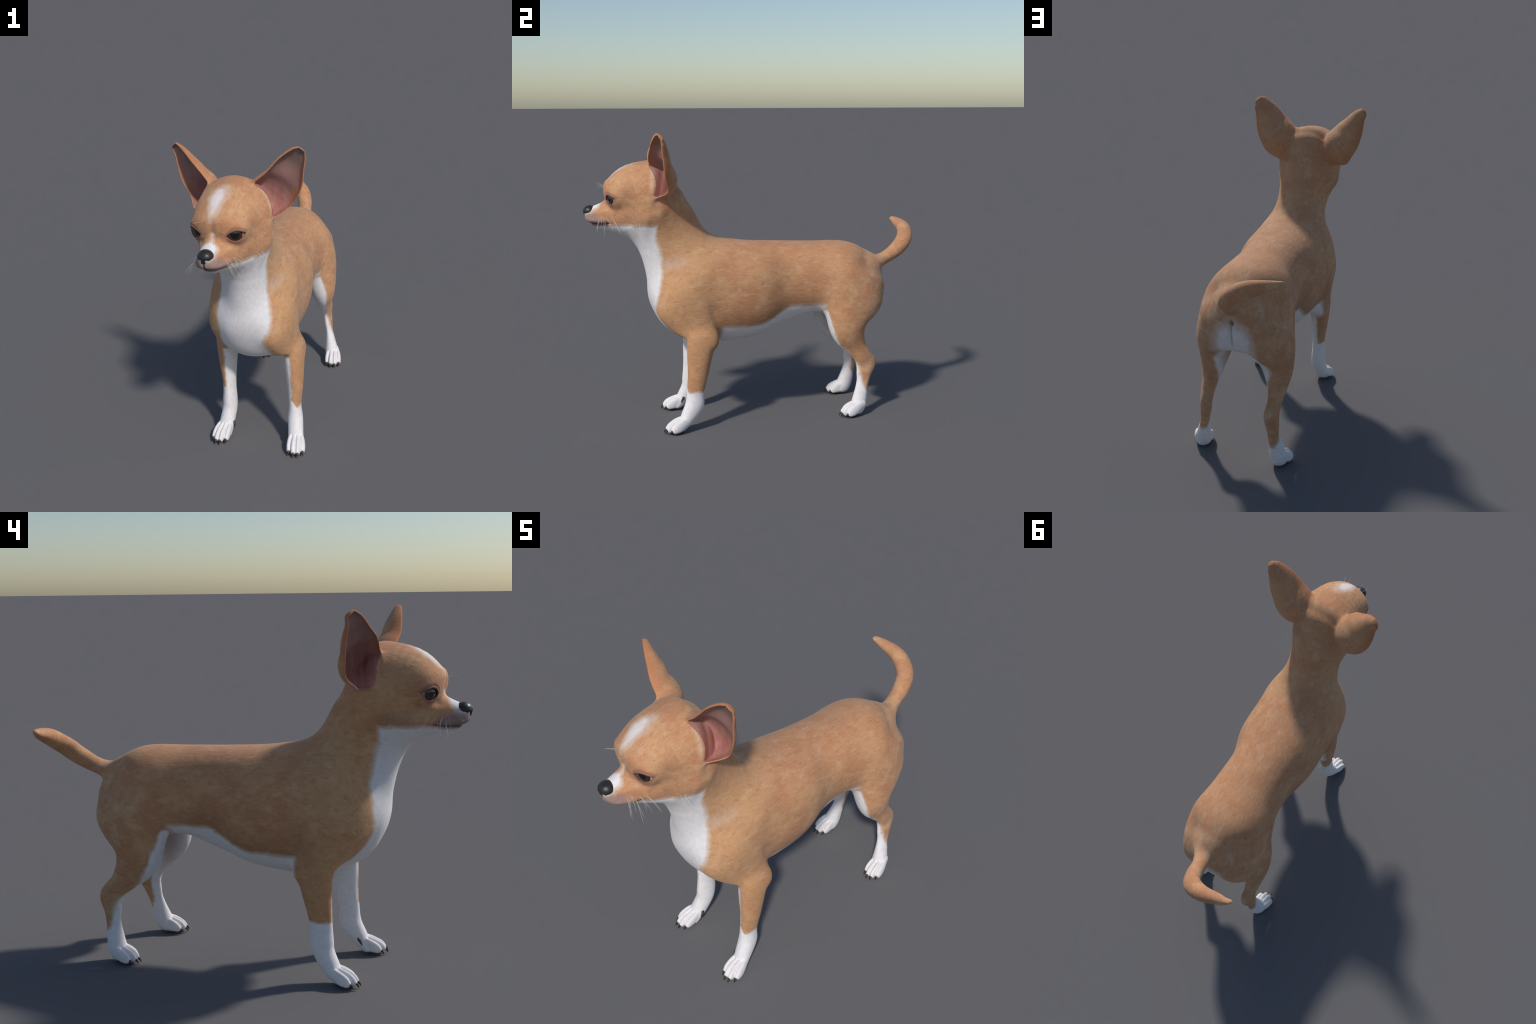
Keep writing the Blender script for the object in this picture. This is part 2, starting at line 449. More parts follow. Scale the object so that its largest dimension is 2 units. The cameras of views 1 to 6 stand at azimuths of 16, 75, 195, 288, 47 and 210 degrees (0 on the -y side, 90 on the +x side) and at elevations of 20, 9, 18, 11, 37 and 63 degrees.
# ------------------------------------------------------------------ node helper
class Nodes:
    """Writes shader maths as Python expressions."""

    def __init__(s, name):
        s.mat = bpy.data.materials.new(name)
        s.mat.use_nodes = True
        s.t = s.mat.node_tree
        s.bsdf = s.t.nodes['Principled BSDF']
        s.coord = s.t.nodes.new('ShaderNodeTexCoord')
        s.P = s.coord.outputs['Object']

    def put(s, sock, val):
        if hasattr(val, 'is_output'):
            s.t.links.new(val, sock)
        elif sock.type == 'RGBA' and len(val) == 3:
            sock.default_value = (*val, 1)
        else:
            sock.default_value = val

    def m(s, op, *args, clamp=False):
        n = s.t.nodes.new('ShaderNodeMath')
        n.operation, n.use_clamp = op, clamp
        for i, a in enumerate(args):
            s.put(n.inputs[i], a)
        return n.outputs[0]

    def v(s, op, *args, out=0):
        n = s.t.nodes.new('ShaderNodeVectorMath')
        n.operation = op
        k = 0
        for a in args:
            s.put(n.inputs[k], a)
            k += 1
        return n.outputs[out]

    def scale(s, a, f):
        n = s.t.nodes.new('ShaderNodeVectorMath')
        n.operation = 'SCALE'
        s.put(n.inputs[0], a)
        s.put(n.inputs['Scale'], f)
        return n.outputs[0]

    def length(s, a):
        return s.v('LENGTH', a, out='Value')

    def dot(s, a, b):
        return s.v('DOT_PRODUCT', a, b, out='Value')

    def sep(s, a):
        n = s.t.nodes.new('ShaderNodeSeparateXYZ')
        s.put(n.inputs[0], a)
        return n.outputs

    def smooth(s, x, lo, hi, a=0., b=1.):
        n = s.t.nodes.new('ShaderNodeMapRange')
        n.interpolation_type = 'SMOOTHSTEP'
        for i, val in enumerate((x, lo, hi, a, b)):
            s.put(n.inputs[i], val)
        return n.outputs[0]

    def noise(s, vec, scale, detail=3., rough=.55, color=False, distort=0.):
        n = s.t.nodes.new('ShaderNodeTexNoise')
        s.put(n.inputs['Vector'], vec)
        n.inputs['Scale'].default_value = scale
        n.inputs['Detail'].default_value = detail
        n.inputs['Roughness'].default_value = rough
        n.inputs['Distortion'].default_value = distort
        return n.outputs['Color' if color else 'Fac']

    def mapping(s, vec, rot=(0, 0, 0), scl=(1, 1, 1)):
        n = s.t.nodes.new('ShaderNodeMapping')
        s.put(n.inputs['Vector'], vec)
        n.inputs['Rotation'].default_value = [math.radians(a) for a in rot]
        n.inputs['Scale'].default_value = scl
        return n.outputs[0]

    def mix(s, f, a, b, kind='MIX'):
        n = s.t.nodes.new('ShaderNodeMix')
        n.data_type, n.blend_type = 'RGBA', kind
        s.put(n.inputs[0], f)
        s.put(n.inputs[6], a)
        s.put(n.inputs[7], b)
        return n.outputs[2]

    def chain(s, P, balls):
        """Signed distance to a chain of balls (x, y, z, radius) joined by tapered links."""
        best = None
        if len(balls) == 1:
            x, y, z, r = balls[0]
            return s.m('SUBTRACT', s.length(s.v('SUBTRACT', P, (x, y, z))), r)
        for (ax, ay, az, ra), (bx, by, bz, rb) in zip(balls, balls[1:]):
            d = (bx - ax, by - ay, bz - az)
            q = s.v('SUBTRACT', P, (ax, ay, az))
            l2 = sum(c * c for c in d)
            t = s.m('MULTIPLY', s.dot(q, d), 1 / l2, clamp=True)
            off = s.length(s.v('SUBTRACT', q, s.scale(d, t)))
            g = s.m('SUBTRACT', off, s.m('MULTIPLY_ADD', t, rb - ra, ra))
            best = g if best is None else s.m('MINIMUM', best, g)
        return best

    def union(s, *gs):
        best = gs[0]
        for g in gs[1:]:
            best = s.m('MINIMUM', best, g)
        return best

    def bump(s, h, strength, dist):
        n = s.t.nodes.new('ShaderNodeBump')
        n.inputs['Strength'].default_value = strength
        n.inputs['Distance'].default_value = dist
        s.put(n.inputs['Height'], h)
        return n.outputs[0]


def both(balls):
    """The same chain on the right half of the head."""
    return [(*head(l, f, z), r) for l, f, z, r in balls], [(*head(-l, f, z), r) for l, f, z, r in balls]


# ------------------------------------------------------------------ coat
FAWN, RED, GOLD, DARK, PALE = (.585, .312, .160), (.515, .242, .122), (.595, .333, .166), (.33, .155, .078), (.69, .45, .265)
WHITE, SKIN = (.82, .79, .79), (.50, .385, .36)


def coat_material(zone, side='L'):
    """The coat on one zone of the body; neighbouring zones share the rules where they meet."""
    k = Nodes('short_coat_on_' + zone)
    P = k.P
    x, y, z = k.sep(P)[:3]
    has = lambda *zs: zone in zs
    mn, mx, sub, add, mul = (lambda *a, o=o: k.m(o, *a) for o in ('MINIMUM', 'MAXIMUM', 'SUBTRACT', 'ADD', 'MULTIPLY'))

    def cover(d, soft, lo=0.):
        return k.smooth(d, lo - soft, lo + soft, 1, 0)

    # ---- fawn hair: broad patches, blotches, streaks
    hair = k.noise(k.mapping(P, (20, 0, 0), (1, .16, .8)), 170, 4, .72, distort=.4)
    hair2 = k.noise(k.mapping(P, (-30, 10, 0), (1, .28, .55)), 75, 5, .7, distort=.3)
    blot = k.noise(k.mapping(P, (30, 0, 20), (1, .6, 1)), 20, 4, .65)
    col = k.mix(k.smooth(k.noise(P, 6.5, 3, .6), .40, .62), RED, FAWN)
    gold = mul(k.smooth(y, -.20, -.44), k.smooth(z, 1.22, 1.05))
    col = k.mix(mul(gold, .75), col, GOLD)
    if has('chest', 'hindquarters', 'hindleg', 'tail'):
        back = mul(k.smooth(z, .86, 1.0), mul(k.smooth(y, -.3, -.05), k.smooth(y, .62, .45)))
        col = k.mix(mul(back, k.smooth(blot, .42, .60, .15, .9)), col, RED)
        rear = mul(k.smooth(y, .50, .68), k.smooth(y, .84, .74))
        col = k.mix(mul(rear, k.smooth(blot, .40, .64, .05, .65)), col, (.50, .345, .225))
    col = k.mix(mul(k.smooth(blot, .46, .70), .42), col, PALE)
    col = k.mix(mul(k.smooth(k.noise(P, 16, 4, .65), .50, .36), .35), col, RED)
    # ragged edges: the markings are looked up at points pushed about by hair-like noise
    fine = k.noise(k.mapping(P, (25, 0, 0), (1, .35, .8)), 75, 3, .65, color=True)
    soft = k.noise(P, 14, 3, .55, color=True)
    push = k.v('ADD', k.scale(k.v('SUBTRACT', fine, (.5, .5, .5)), .034), k.scale(k.v('SUBTRACT', soft, (.5, .5, .5)), .05))
    Q = k.v('ADD', P, push)
    R = k.v('ADD', P, k.scale(push, .45))
    qx, qy, qz = k.sep(R)[:3]
    if has('chest', 'hindquarters', 'foreleg', 'hindleg'):
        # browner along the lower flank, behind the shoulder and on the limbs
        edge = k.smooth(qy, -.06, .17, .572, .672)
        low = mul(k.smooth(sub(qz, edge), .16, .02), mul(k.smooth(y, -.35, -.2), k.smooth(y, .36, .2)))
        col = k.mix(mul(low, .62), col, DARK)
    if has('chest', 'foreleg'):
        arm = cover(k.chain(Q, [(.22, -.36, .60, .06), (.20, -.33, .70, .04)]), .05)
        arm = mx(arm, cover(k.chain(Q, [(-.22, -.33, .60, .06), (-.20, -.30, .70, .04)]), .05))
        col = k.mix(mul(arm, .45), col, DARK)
        limb = mul(k.smooth(z, .58, .48), k.smooth(y, .1, -.1))
        col = k.mix(mul(limb, k.smooth(blot, .4, .6, .25, .75)), col, (.47, .235, .115))
    if has('head', 'neck'):
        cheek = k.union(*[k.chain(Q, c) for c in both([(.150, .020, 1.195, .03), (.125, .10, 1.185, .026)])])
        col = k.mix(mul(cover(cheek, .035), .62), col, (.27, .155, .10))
    if has('head'):
        brow = k.union(*[k.chain(Q, c) for c in both([(.055, .195, 1.352, .010), (.105, .150, 1.345, .012)])])  # highlight on the brow bulge, painted as a paler patch above each eye
        col = k.mix(mul(cover(brow, .026), .8), col, (.70, .47, .34))
        corner = k.union(*[k.chain(Q, c) for c in both([(.122, .125, 1.318, .004), (.150, .060, 1.322, .004)])])
        col = k.mix(mul(cover(corner, .022), .75), col, (.40, .20, .115))
        tear = k.union(*[k.chain(Q, c) for c in both([(.040, .222, 1.310, .008), (.048, .225, 1.285, .006)])])
        col = k.mix(mul(cover(tear, .020), .85), col, (.27, .125, .085))
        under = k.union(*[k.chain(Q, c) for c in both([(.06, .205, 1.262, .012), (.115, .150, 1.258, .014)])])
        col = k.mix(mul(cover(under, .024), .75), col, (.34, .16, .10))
    if has('head'):
        fringe = k.union(k.chain(P, [(.116, -.632, 1.480, .002), (.158, -.640, 1.41, .006), (.198, -.650, 1.335, .002)]),
                         k.chain(P, [(-.132, -.606, 1.472, .002), (-.172, -.606, 1.41, .006), (-.212, -.595, 1.335, .002)]))
        col = k.mix(mul(cover(fringe, .018), .85), col, (.74, .60, .48))
    col = k.mix(mul(k.smooth(hair, .46, .80), .60), col, (.70, .450, .268))
    col = k.mix(mul(k.smooth(hair2, .52, .26), .62), col, (.40, .185, .085))

    # ---- white markings
    white = None

    def paint(d, s, f=1.):
        nonlocal white
        c = cover(d, s) if f == 1. else mul(cover(d, s), f)
        white = c if white is None else mx(white, c)

    if has('head', 'neck', 'chest', 'foreleg'):
        bib = k.chain(R, [(.008, -.760, 1.13, .190), (.005, -.690, .960, .155), (.000, -.700, .800, .172), (-.02, -.655, .665, .125),
                          (-.01, -.520, .540, .130), (-.005, -.300, .430, .150)])
        paint(mx(bib, mx(sub(qz, 1.160), sub(qy, -.30))), .016)
    if has('head', 'neck'):
        paint(mx(mx(sub(qz, 1.160), sub(qy, -.62)), sub(1.0, z)), .013)
    if has('neck', 'chest', 'foreleg'):
        paint(k.chain(Q, [(.13, -.60, .935, .02), (.175, -.49, .955, .006)]), .05, .28)
    if has('chest', 'hindquarters', 'foreleg', 'hindleg'):
        paint(mx(sub(qz, edge), mx(sub(-.27, qy), sub(qy, .345))), .016)
    if has('chest', 'foreleg'):
        d = mn(sub(qz, k.smooth(x, .199, .225, .262, .224)), mx(sub(qx, .196), sub(qz, .505)))
        paint(mx(mx(d, sub(qy, -.27)), sub(.05, x)), .008)
        d = mn(sub(qz, .286), mx(sub(-.174, qx), sub(qz, .52)))
        paint(mx(mx(d, sub(qy, -.24)), sub(x, -.05)), .008)
    if has('hindleg', 'hindquarters'):
        hl = k.chain(R, [(.06, .49, .60, .165), (.11, .47, .50, .112), (.13, .48, .43, .080), (.148, .525, .34, .038),
                         (.152, .55, .28, .037), (.165, .55, .23, .036), (.186, .542, .17, .038), (.200, .560, .095, .062)])
        hr = k.chain(R, [(-.06, .51, .60, .165), (-.115, .50, .50, .112), (-.140, .52, .43, .080), (-.156, .57, .35, .040),
                         (-.168, .60, .28, .040), (-.178, .60, .23, .039), (-.190, .60, .17, .040), (-.203, .612, .095, .062)])
        # white strip down the front of the thigh
        strip = [[(.165, .355, .610, .030), (.172, .360, .540, .044), (.172, .385, .480, .044), (.166, .425, .43, .034), (.160, .475, .385, .016)],
                 [(-.165, .372, .620, .032), (-.172, .385, .540, .048), (-.176, .430, .460, .050), (-.166, .490, .39, .040), (-.160, .540, .35, .022)]]
        hind = mn(mn(hl, hr), k.union(*[k.chain(R, c) for c in strip]))
        paint(hind, .009)
        paint(mx(sub(z, .125), sub(.3, qy)), .01)
        paint(k.chain(Q, [(.004, .785, .775, .042), (.004, .785, .70, .100), (.004, .735, .62, .105)]), .034, .95)
    if has('head'):
        paint(k.chain(R, [(*head(-.001, .225, 1.372), .004), (*head(-.002, .200, 1.425), .024),
                          (*head(-.005, .155, 1.464), .037), (*head(-.004, .122, 1.484), .029)]), .022, .90)
        paint(k.chain(R, [(*head(.004, .14, 1.478), .040), (*head(.010, .09, 1.500), .022)]), .026, .38)
        paint(k.chain(R, [(*head(0, .226, 1.308), .006), (*head(0, .258, 1.279), .016), (*head(0, .285, 1.245), .045), (*head(0, .30, 1.225), .046)]), .012)
    if white is not None:
        wcol = k.mix(k.smooth(hair2, .62, .35), WHITE, (.755, .72, .73))
        if has('hindleg', 'hindquarters'):
            inner = mul(cover(hind, .05, -.06), k.smooth(z, .33, .42))
            wcol = k.mix(mul(inner, mul(k.smooth(y, .69, .60), .9)), wcol, SKIN)
        warm = mul(mul(white, sub(1, white)), 1.6)
        col = k.mix(white, col, wcol)
        col = k.mix(warm, col, (.60, .40, .25))

    if has('head'):
        # ---- lips, mouth line, philtrum, lids
        hf = k.dot(k.v('SUBTRACT', P, tuple(HEAD_O)), tuple(HF))
        hl = k.dot(k.v('SUBTRACT', P, tuple(HEAD_O)), tuple(HL))
        lip = k.union(*[k.chain(R, c) for c in both([(.010, .335, 1.180, .034), (.040, .298, 1.182, .040), (.070, .240, 1.176, .026)])])
        col = k.mix(mul(cover(lip, .016), k.smooth(hair2, .3, .6, .95, .7)), col, (.235, .175, .172))
        zm = k.smooth(hf, .18, .24, 1.172, 1.166)
        off = k.m('ABSOLUTE', sub(z, zm))
        col = k.mix(mul(mul(k.smooth(off, .020, .004), k.smooth(hf, .25, .30)), .6), col, (.16, .10, .10))
        col = k.mix(mul(mul(k.smooth(off, .008, .002), k.smooth(hf, .18, .21)), .72), col, (.055, .040, .040))
        phil = mul(k.smooth(k.m('ABSOLUTE', hl), .008, .002), mul(k.smooth(hf, .29, .31), mul(k.smooth(z, 1.155, 1.163), k.smooth(z, 1.215, 1.205))))
        col = k.mix(mul(phil, .8), col, (.05, .035, .035))
        for s in (1, -1):
            c, n, w, u = eye_frame(s)
            q = k.v('SUBTRACT', P, tuple(c))
            a, b, d = (k.dot(q, tuple(e)) for e in (w, u, n))
            xx = k.m('DIVIDE', add(a, .002), .043)
            par = sub(1, mul(xx, xx))
            top = add(mul(mul(par, .021), sub(1, mul(xx, .25))), mul(xx, .004))
            bot = add(mul(par, -.0295), mul(xx, .004))
            g = mx(mx(sub(b, top), sub(bot, b)), sub(mul(k.m('ABSOLUTE', xx), .043), .043))
            g = mx(mx(g, mul(d, -1)), sub(k.length(q), .085))
            col = k.mix(mul(k.smooth(g, .028, .002), .85), col, (.24, .11, .085))
            col = k.mix(mul(k.smooth(g, .0055, .0005), .9), col, (.12, .065, .055))

    if has('ear'):
        # ---- rusty rim, darker towards the tip
        axd, facing = ear_measures(k, side)
        far = k.smooth(axd, .10, .33)
        col = k.mix(mul(k.smooth(facing, .35, .0), mul(far, .30)), col, (.44, .225, .12))
        rust = mul(k.smooth(facing, -.80, -.10), k.smooth(axd, .04, .20, .15, 1))
        col = k.mix(mul(rust, .92), col, (.48, .19, .085))
        low = mul(k.smooth(axd, .05, -.02), k.smooth(facing, -.2, .2))
        col = k.mix(mul(low, .7), col, (.56, .30, .24))

    if has('hindquarters', 'hindleg', 'tail'):
        spot = k.length(k.v('SUBTRACT', P, (.006, .752, .797)))
        col = k.mix(mul(k.smooth(spot, .019, .006), .9), col, (.05, .045, .04))
        seam = mul(k.smooth(k.m('ABSOLUTE', sub(x, .006)), .008, .002), mul(k.smooth(y, .60, .70), mul(k.smooth(z, .64, .70), k.smooth(z, .83, .80))))
        col = k.mix(mul(seam, .55), col, (.28, .19, .14))
    if has('foreleg', 'hindleg'):
        pad = k.smooth(add(z, mul(sub(blot, .5), .008)), .020, .009)
        col = k.mix(mul(pad, .92), col, (.075, .055, .05))

    k.put(k.bsdf.inputs['Base Color'], col)
    k.bsdf.inputs['Roughness'].default_value = .78
    k.bsdf.inputs['Specular IOR Level'].default_value = .18
    k.bsdf.inputs['Sheen Weight'].default_value = .12
    k.bsdf.inputs['Sheen Roughness'].default_value = .5
    k.bsdf.inputs['Sheen Tint'].default_value = (1, .9, .8, 1)
    h = add(mul(hair, .6), mul(hair2, .8))
    if white is not None:
        h = mul(h, k.smooth(white, 0, 1, 1, .45))
    k.put(k.bsdf.inputs['Normal'], k.bump(h, .42, .005))
    return k.mat


def ear_measures(k, side):
    rows = np.array(EAR_L if side == 'L' else EAR_R)
    a, e = (math.radians(t) for t in EAR_FACING[side])
    n = (math.cos(e) * math.sin(a), -math.cos(e) * math.cos(a), math.sin(e))
    facing = k.dot(k.t.nodes.new('ShaderNodeNewGeometry').outputs['Normal'], n)
    along = k.dot(k.v('SUBTRACT', k.P, tuple(rows[0, :3])), tuple(unit(rows[-1, :3] - rows[0, :3])))
    return along, facing


def lining_material(side):
    """Bare dusky skin of the ear's hollow: reddish low down, mauve higher, brown at the tip."""
    k = Nodes('bare_ear_skin')
    mul = lambda a, b: k.m('MULTIPLY', a, b)
    axd, facing = ear_measures(k, side)
    tone = k.noise(k.mapping(k.P, (0, 25, 0), (1, 1, .3)), 30, 3, .6)
    wob = k.m('ADD', axd, mul(k.m('SUBTRACT', tone, .5), .12))
    col = k.mix(k.smooth(wob, .02, .19), (.35, .135, .112), (.345, .20, .182))
    col = k.mix(k.smooth(tone, .42, .66, 0, .5), col, (.41, .235, .215))
    col = k.mix(k.smooth(wob, .23, .31), col, (.25, .17, .145))
    col = k.mix(mul(k.smooth(axd, .01, -.04), .75), col, (.50, .25, .22))
    # the hair of the rim grows in over the edge
    rows = EAR_L if side == 'L' else EAR_R
    mid = k.chain(k.P, [(*r[:3], max(r[3] - .012, .002)) for r in rows])
    col = k.mix(mul(k.smooth(mid, -.008, .008), k.smooth(axd, .02, .16, .25, .8)), col, (.48, .23, .12))
    k.put(k.bsdf.inputs['Base Color'], col)
    k.bsdf.inputs['Roughness'].default_value = .62
    k.bsdf.inputs['Specular IOR Level'].default_value = .25
    k.put(k.bsdf.inputs['Normal'], k.bump(tone, .25, .004))
    return k.mat


def plain(name, colour, rough, **extra):
    k = Nodes(name)
    n = k.noise(k.P, 60, 3)
    k.put(k.bsdf.inputs['Base Color'], k.mix(n, tuple(c * .75 for c in colour), tuple(min(c * 1.3, 1) for c in colour)))
    k.bsdf.inputs['Roughness'].default_value = rough
    for a, b in extra.items():
        k.bsdf.inputs[a.replace('_', ' ')].default_value = b
    return k


def nose_material():
    k = plain('moist_black_nose', (.022, .022, .024), .36)
    n = k.t.nodes.new('ShaderNodeTexVoronoi')
    n.inputs['Scale'].default_value = 260
    k.put(n.inputs['Vector'], k.P)
    k.put(k.bsdf.inputs['Normal'], k.bump(n.outputs['Distance'], .35, .0015))
    return k.mat


def claw_material():
    k = plain('dark_horn_claw', (.035, .022, .020), .38)
    return k.mat


def eye_material():
    """Pupil, brown iris with spokes, pale sclera; the gaze is the object's local z axis."""
    k = Nodes('brown_eye')
    q = k.v('NORMALIZE', k.P)
    px, py, pz = k.sep(q)[:3]
    r = k.m('ARCCOSINE', k.m('MINIMUM', pz, 1.0))
    ang = k.m('ARCTAN2', py, px)
    n = k.t.nodes.new('ShaderNodeCombineXYZ')
    k.put(n.inputs[0], k.m('MULTIPLY', ang, 6.0))
    k.put(n.inputs[1], k.m('MULTIPLY', r, 3.0))
    spoke = k.noise(n.outputs[0], 2.2, 3, .6)
    iris = k.mix(k.smooth(spoke, .35, .65), (.022, .009, .005), (.085, .030, .012))
    iris = k.mix(k.smooth(r, .62, .80), iris, (.02, .009, .006))
    white = k.mix(k.smooth(k.noise(k.P, 90, 3), .45, .7), (.66, .56, .56), (.55, .36, .36))
    col = k.mix(k.smooth(r, .78, .84), iris, white)
    col = k.mix(k.smooth(r, .46, .42), col, (.004, .004, .004))
    k.put(k.bsdf.inputs['Base Color'], col)
    k.bsdf.inputs['Roughness'].default_value = .16
    k.bsdf.inputs['Coat Weight'].default_value = .6
    k.bsdf.inputs['Coat Roughness'].default_value = .05
    return k.mat


def whisker_material():
    k = plain('pale_whisker', (.74, .68, .62), .4)
    return k.mat


# ------------------------------------------------------------------ building
def link(name, mesh, parent=None, mat=None):
    o = bpy.data.objects.new(name, mesh)
    bpy.context.scene.collection.objects.link(o)
    if parent:
        o.parent = parent
    if mat and mesh is not None:
        mesh.materials.append(mat)
    return o


def mesh_from(name, v, faces, smooth=True):
    me = bpy.data.meshes.new(name)
    me.from_pydata([tuple(p) for p in v], [], [tuple(f) for f in faces])
    me.validate()
    if smooth:
        me.polygons.foreach_set('use_smooth', np.ones(len(me.polygons), bool))
    me.update()
    return me


def quads_to_mesh(name, v, q, normals=None):
    me = bpy.data.meshes.new(name)
    me.vertices.add(len(v))
    me.vertices.foreach_set('co', v.astype(np.float32).ravel())
    me.loops.add(q.size)
    me.loops.foreach_set('vertex_index', q.astype(np.int32).ravel())
    me.polygons.add(len(q))
    me.polygons.foreach_set('loop_start', (np.arange(len(q)) * 4).astype(np.int32))
    me.update(calc_edges=True)
    me.polygons.foreach_set('use_smooth', np.ones(len(q), bool))
    if normals is not None:
        me.normals_split_custom_set_from_vertices([tuple(n) for n in normals])
    return me


def regions(P):
    """Which anatomical part each point belongs to."""
    names = ['chest', 'neck', 'head', 'ear', 'ear.001', 'foreleg', 'foreleg.001', 'hindleg', 'hindleg.001',
             'forepaw', 'forepaw.001', 'hindpaw', 'hindpaw.001', 'tail', 'hindquarters']
    D = np.full((len(names), len(P)), 9.)
    D[0] = T['torso'].dist(P)
    D[14] = np.where(P[:, 1] > .06, D[0] - .0001, 9.)
    D[1] = T['neck'].dist(P) + .012
    D[2] = np.minimum(T['skull'].dist(P), T['muzzle'].dist(P)) + .004
    D[3], D[4] = T['EL'].dist(P) + .006, T['ER'].dist(P) + .006
    for i, k in enumerate(('FL', 'FR', 'HL', 'HR')):
        top = .60 if i < 2 else .66
        D[5 + i] = T[k].dist(P) + .02 + np.clip(P[:, 2] - top, 0, 1) * .5
        low = P[:, 2] < .125
        side = (P[:, 0] > 0) == (i % 2 == 0)
        fore = (P[:, 1] < 0) == (i < 2)
        D[9 + i] = np.where(low & side & fore, -1., 9.)
    D[13] = np.where(P[:, 1] > .70, T['tail'].dist(P) + .004, 9.)
    who = D.argmin(0)
    for i, k in ((3, 'EL'), (4, 'ER')):
        # the bare lining: skin nearer the hollow than the ear's outside
        near = (who == i) & (CUP[k].dist(P) < -T[k].dist(P) - .0012)
        who[near] = len(names) + i - 3
    return names + ['inner_ear', 'inner_ear.001'], who


def swept(points, radii, sides=6):
    """A thin tapering rod along points."""
    pts = np.asarray(points, float)
    t = unit(np.gradient(pts, axis=0))
    a = unit(np.cross(t, (.31, .52, .79)))
    b = np.cross(t, a)
    v, f = [], []
    for i in range(len(pts)):
        for j in range(sides):
            w = math.tau * j / sides
            v.append(pts[i] + radii[i] * (math.cos(w) * a[i] + math.sin(w) * b[i]))
    for i in range(len(pts) - 1):
        for j in range(sides):
            p, q = i * sides + j, i * sides + (j + 1) % sides
            f.append((p, q, q + sides, p + sides))
    f.append(tuple(range(sides))[::-1])
    f.append(tuple(range(len(v) - sides, len(v))))
    return v, f


def surface_point(l, f, z):
    """Walk from the head's middle towards a head point until the skin is reached."""
    a, b = head(0, f - .06, z), head(l, f, z)
    d = unit(b - a)
    ts = np.arange(0, .25, .001)
    F = body_field(a + ts[:, None] * d)
    i = int(np.argmax(F > 0))
    return a + ts[i] * d


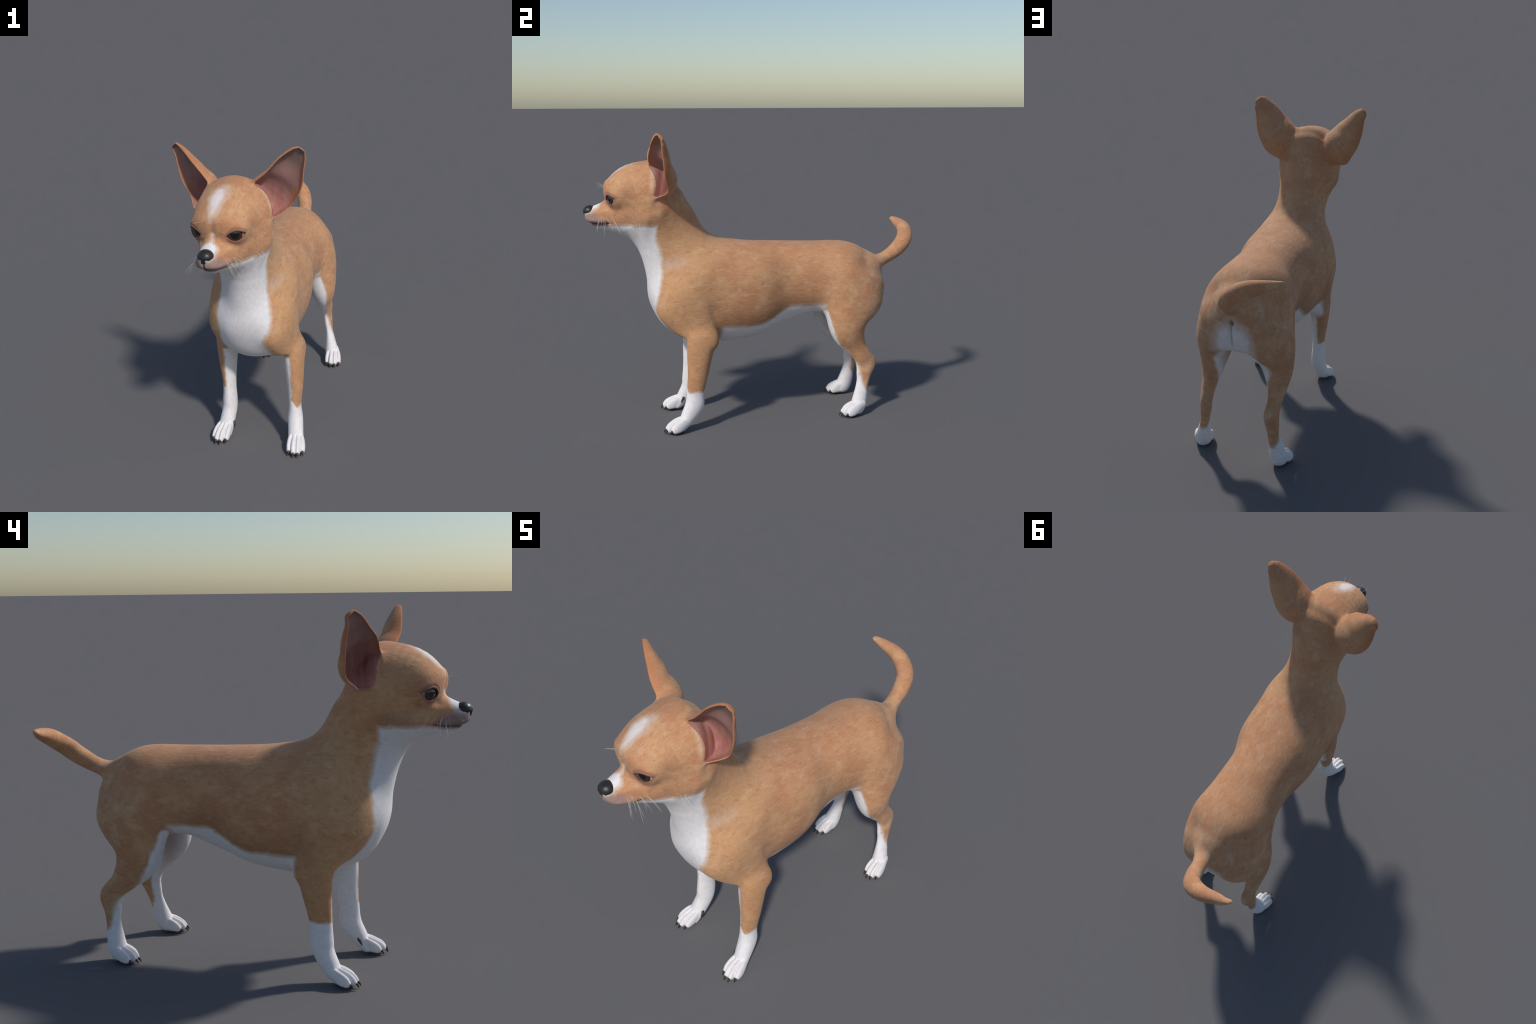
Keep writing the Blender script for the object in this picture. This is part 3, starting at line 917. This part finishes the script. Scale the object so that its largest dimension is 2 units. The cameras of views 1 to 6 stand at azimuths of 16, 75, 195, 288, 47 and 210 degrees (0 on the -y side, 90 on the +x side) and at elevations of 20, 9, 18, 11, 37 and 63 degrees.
def build():
    dog = link('small_dog', None)
    dog['label'] = 'small short-haired fawn and white dog standing with large upright ears'
    dog['category'] = 'dog'

    v, q = surface_nets(body_field, (-.42, -1.08, -.02), (.42, 1.08, 1.74), CELL)
    # even out the lofts: strongly over the big soft forms, less on the limbs, hardly on face and paws
    x, y, z = v.T
    hip = (1 - ramp(y, .76, .84)) * (1 - ramp(y, .68, .72) * ramp(z, .80, .84))
    ears = np.minimum(T['EL'].dist(v), T['ER'].dist(v))
    nape = ramp(y, -.68, -.63) * (1 - ramp(z, 1.50, 1.53)) * ramp(ears, .008, .030)
    big = ramp(z, .38, .50) * hip * np.where(z > 1.03, nape, ramp(y, -.75, -.68))
    big = big * (1 - .9 * (1 - ramp(np.abs(x - .008), .012, .035)) * ramp(y, .68, .73))
    v = relax(v, q, 70, .5, None, big)
    limb = ramp(z, .11, .16) * (1 - ramp(z, .40, .55))
    v = relax(v, q, 14, .5, -.515, np.maximum(limb, ramp(y, .68, .74) * ramp(z, .7, .8)))
    v = relax(v, q, 5)
    v[:, 2] -= v[:, 2].min()
    nrm = vertex_normals(v, q)
    names, who = regions(v[q].mean(1))
    coats = {z: coat_material(z) for z in ('head', 'neck', 'chest', 'hindquarters', 'foreleg', 'hindleg', 'tail')}
    zone = lambda n: n.split('.')[0].replace('paw', 'leg')
    coats['ear'], coats['ear.001'] = coat_material('ear', 'L'), coat_material('ear', 'R')
    coats['inner_ear'], coats['inner_ear.001'] = lining_material('L'), lining_material('R')
    parts = {}
    for i, name in enumerate(names):
        f = q[who == i]
        if not len(f):
            continue
        used, inv = np.unique(f.ravel(), return_inverse=True)
        me = quads_to_mesh(name, v[used], inv.reshape(-1, 4), nrm[used])
        parts[name] = link(name, me, dog, coats.get(name) or coats[zone(name)])
    for child, parent in (('ear', 'head'), ('ear.001', 'head'), ('inner_ear', 'ear'), ('inner_ear.001', 'ear.001'), ('forepaw', 'foreleg'), ('forepaw.001', 'foreleg.001'),
                          ('hindpaw', 'hindleg'), ('hindpaw.001', 'hindleg.001')):
        parts[child].parent = parts[parent]

    # ---- nose leather with nostrils, its own piece set into the muzzle
    def nose_field(P):
        L, F, Z = to_head(P)
        F = F - .311
        Z = Z - 1.231
        w = .0385 - .013 * ramp(Z, .004, -.038)
        f = (np.sqrt((L / w) ** 2 + (F / .038) ** 2 + (Z / np.where(Z > 0, .033, .040)) ** 2) - 1) * .033
        lower = (np.sqrt((L / .011) ** 2 + ((F + .009) / .022) ** 2 + ((Z + .034) / .016) ** 2) - 1) * .011
        f = smin(f, lower, .014)
        f = f + .0035 * np.exp(-(L / .0032) ** 2) * ramp(F, .010, .025) * (1 - ramp(Z, -.010, .002))
        for s in (1, -1):
            u, w2 = L - s * .0155, Z + .012 + .30 * (np.abs(L) - .015)
            hole = np.sqrt((u / .0080) ** 2 + (w2 / .0060) ** 2)
            f = f + .010 * np.exp(-hole ** 2 * 1.1) * ramp(F, .012, .022)
            slit = np.sqrt(((np.abs(L) - .027) / .008) ** 2 + ((Z + .017) / .0026) ** 2)
            f = f + .002 * np.exp(-slit ** 2) * ramp(F, .0, .01)
        return f

    nv, nq = surface_nets(nose_field, head(0, .31, 1.22) - .085, head(0, .31, 1.22) + .085, .0016, 3)
    nv = relax(nv, nq, 3)
    link('nose', quads_to_mesh('nose', nv, nq, vertex_normals(nv, nq)), parts['head'], nose_material())

    # ---- eyes
    iris = eye_material()
    for s in (1, -1):
        c, n, w, u = eye_frame(s)
        gaze = unit(n * .82 + HF * .36 + np.array([0, 0, -.03]))
        vs, fs = [], []
        rings, seg = 28, 40
        for i in range(1, rings):
            for j in range(seg):
                a, b = math.pi * i / rings, math.tau * j / seg
                vs.append((EYE_R * math.sin(a) * math.cos(b), EYE_R * math.sin(a) * math.sin(b), EYE_R * math.cos(a)))
        top, bot = len(vs), len(vs) + 1
        vs += [(0, 0, EYE_R), (0, 0, -EYE_R)]
        for i in range(rings - 2):
            for j in range(seg):
                p, r = i * seg + j, i * seg + (j + 1) % seg
                fs.append((p, p + seg, r + seg, r))
        for j in range(seg):
            fs.append((top, j, (j + 1) % seg))
            fs.append((bot, (rings - 2) * seg + (j + 1) % seg, (rings - 2) * seg + j))
        o = link('eye', mesh_from('eye', vs, fs), parts['head'], iris)
        o.matrix_local = Matrix.Translation(Vector(c)) @ Vector(gaze).to_track_quat('Z', 'Y').to_matrix().to_4x4()

    # ---- claws: curved, tapering; dewclaws on the inner side of the forepaws
    horn = claw_material()
    host = dict(FL='forepaw', FR='forepaw.001', HL='hindpaw', HR='hindpaw.001')

    def claw(path, r, parent):
        pts = smooth_rows(path, 6)
        t = np.linspace(0, 1, len(pts))
        vv, ff = swept(pts, r * (1 - t ** 1.6 * .86), 10)
        link('claw', mesh_from('claw', vv, ff), parts[parent], horn)

    DEW = dict(FL=(.174, -.484), FR=(-.139, -.440))
    for key, p in PAWS.items():
        for l, f, turn in TOES:
            q = lambda dl, df, z: paw_point(p, l * 1.02 + dl, f + df, z)
            claw([q(0, .034, .030), q(-.001 * turn, .046, .026), q(-.002 * turn, .055, .017), q(-.002 * turn, .059, .007)], .0072, host[key])
        if p['front']:
            s = -p['side']
            x0, y0 = DEW[key]
            claw([(x0 - s * .010, y0 + .004, .080), (x0 + s * .001, y0 - .001, .077), (x0 + s * .005, y0 - .009, .066), (x0 + s * .003, y0 - .016, .050)],
                 .0085, host[key])

    # ---- whiskers
    hairs = whisker_material()
    rng = np.random.default_rng(11)

    def whisker(start, out, length, droop, curl=0.):
        pts = []
        for t in np.linspace(0, 1, 9):
            pts.append(np.array(start) + np.array(out) * length * t + np.array([0, 0, -1]) * droop * length * t * t + HF * curl * length * t * t)
        t = np.linspace(0, 1, 9)
        vv, ff = swept(pts, .0006 * (1 - .65 * t), 5)
        link('whisker', mesh_from('whisker', vv, ff), parts['head'], hairs)

    for s in (1, -1):
        for row, zz in enumerate((1.203, 1.192, 1.181)):
            for col in range(4):
                ff_ = .300 - .026 * col - .006 * row + rng.uniform(-.004, .004)
                st = surface_point(s * .2, ff_, zz + rng.uniform(-.003, .003)) - HL * s * .002
                out = unit(HL * s * rng.uniform(.55, .8) + HF * (.35 - .28 * col + rng.uniform(-.12, .12)) + np.array([0, 0, rng.uniform(-.85, -.25)]))
                whisker(st, out, rng.uniform(.045, .085), rng.uniform(.25, .5), rng.uniform(-.1, .1))
        for i in range(2):
            st = surface_point(s * .2, .075 - .02 * i, 1.172 + .006 * i) - HL * s * .002
            whisker(st, unit(HL * s * .8 + HF * (-.25 + .2 * i) + np.array([0, 0, -.6])), .065, .35)
            base = head(s * (.036 + .020 * i), .10, 1.366 - .006 * i)
            steps = np.arange(0, .2, .001)
            st = base + HF * (steps[int(np.argmax(body_field(base + steps[:, None] * HF) > 0))] - .002)
            whisker(st, unit(HL * s * (.10 + .25 * i) + HF * .8 + np.array([0, 0, .45 - .15 * i])), .055, .10 + .15 * i, -.1)



build()
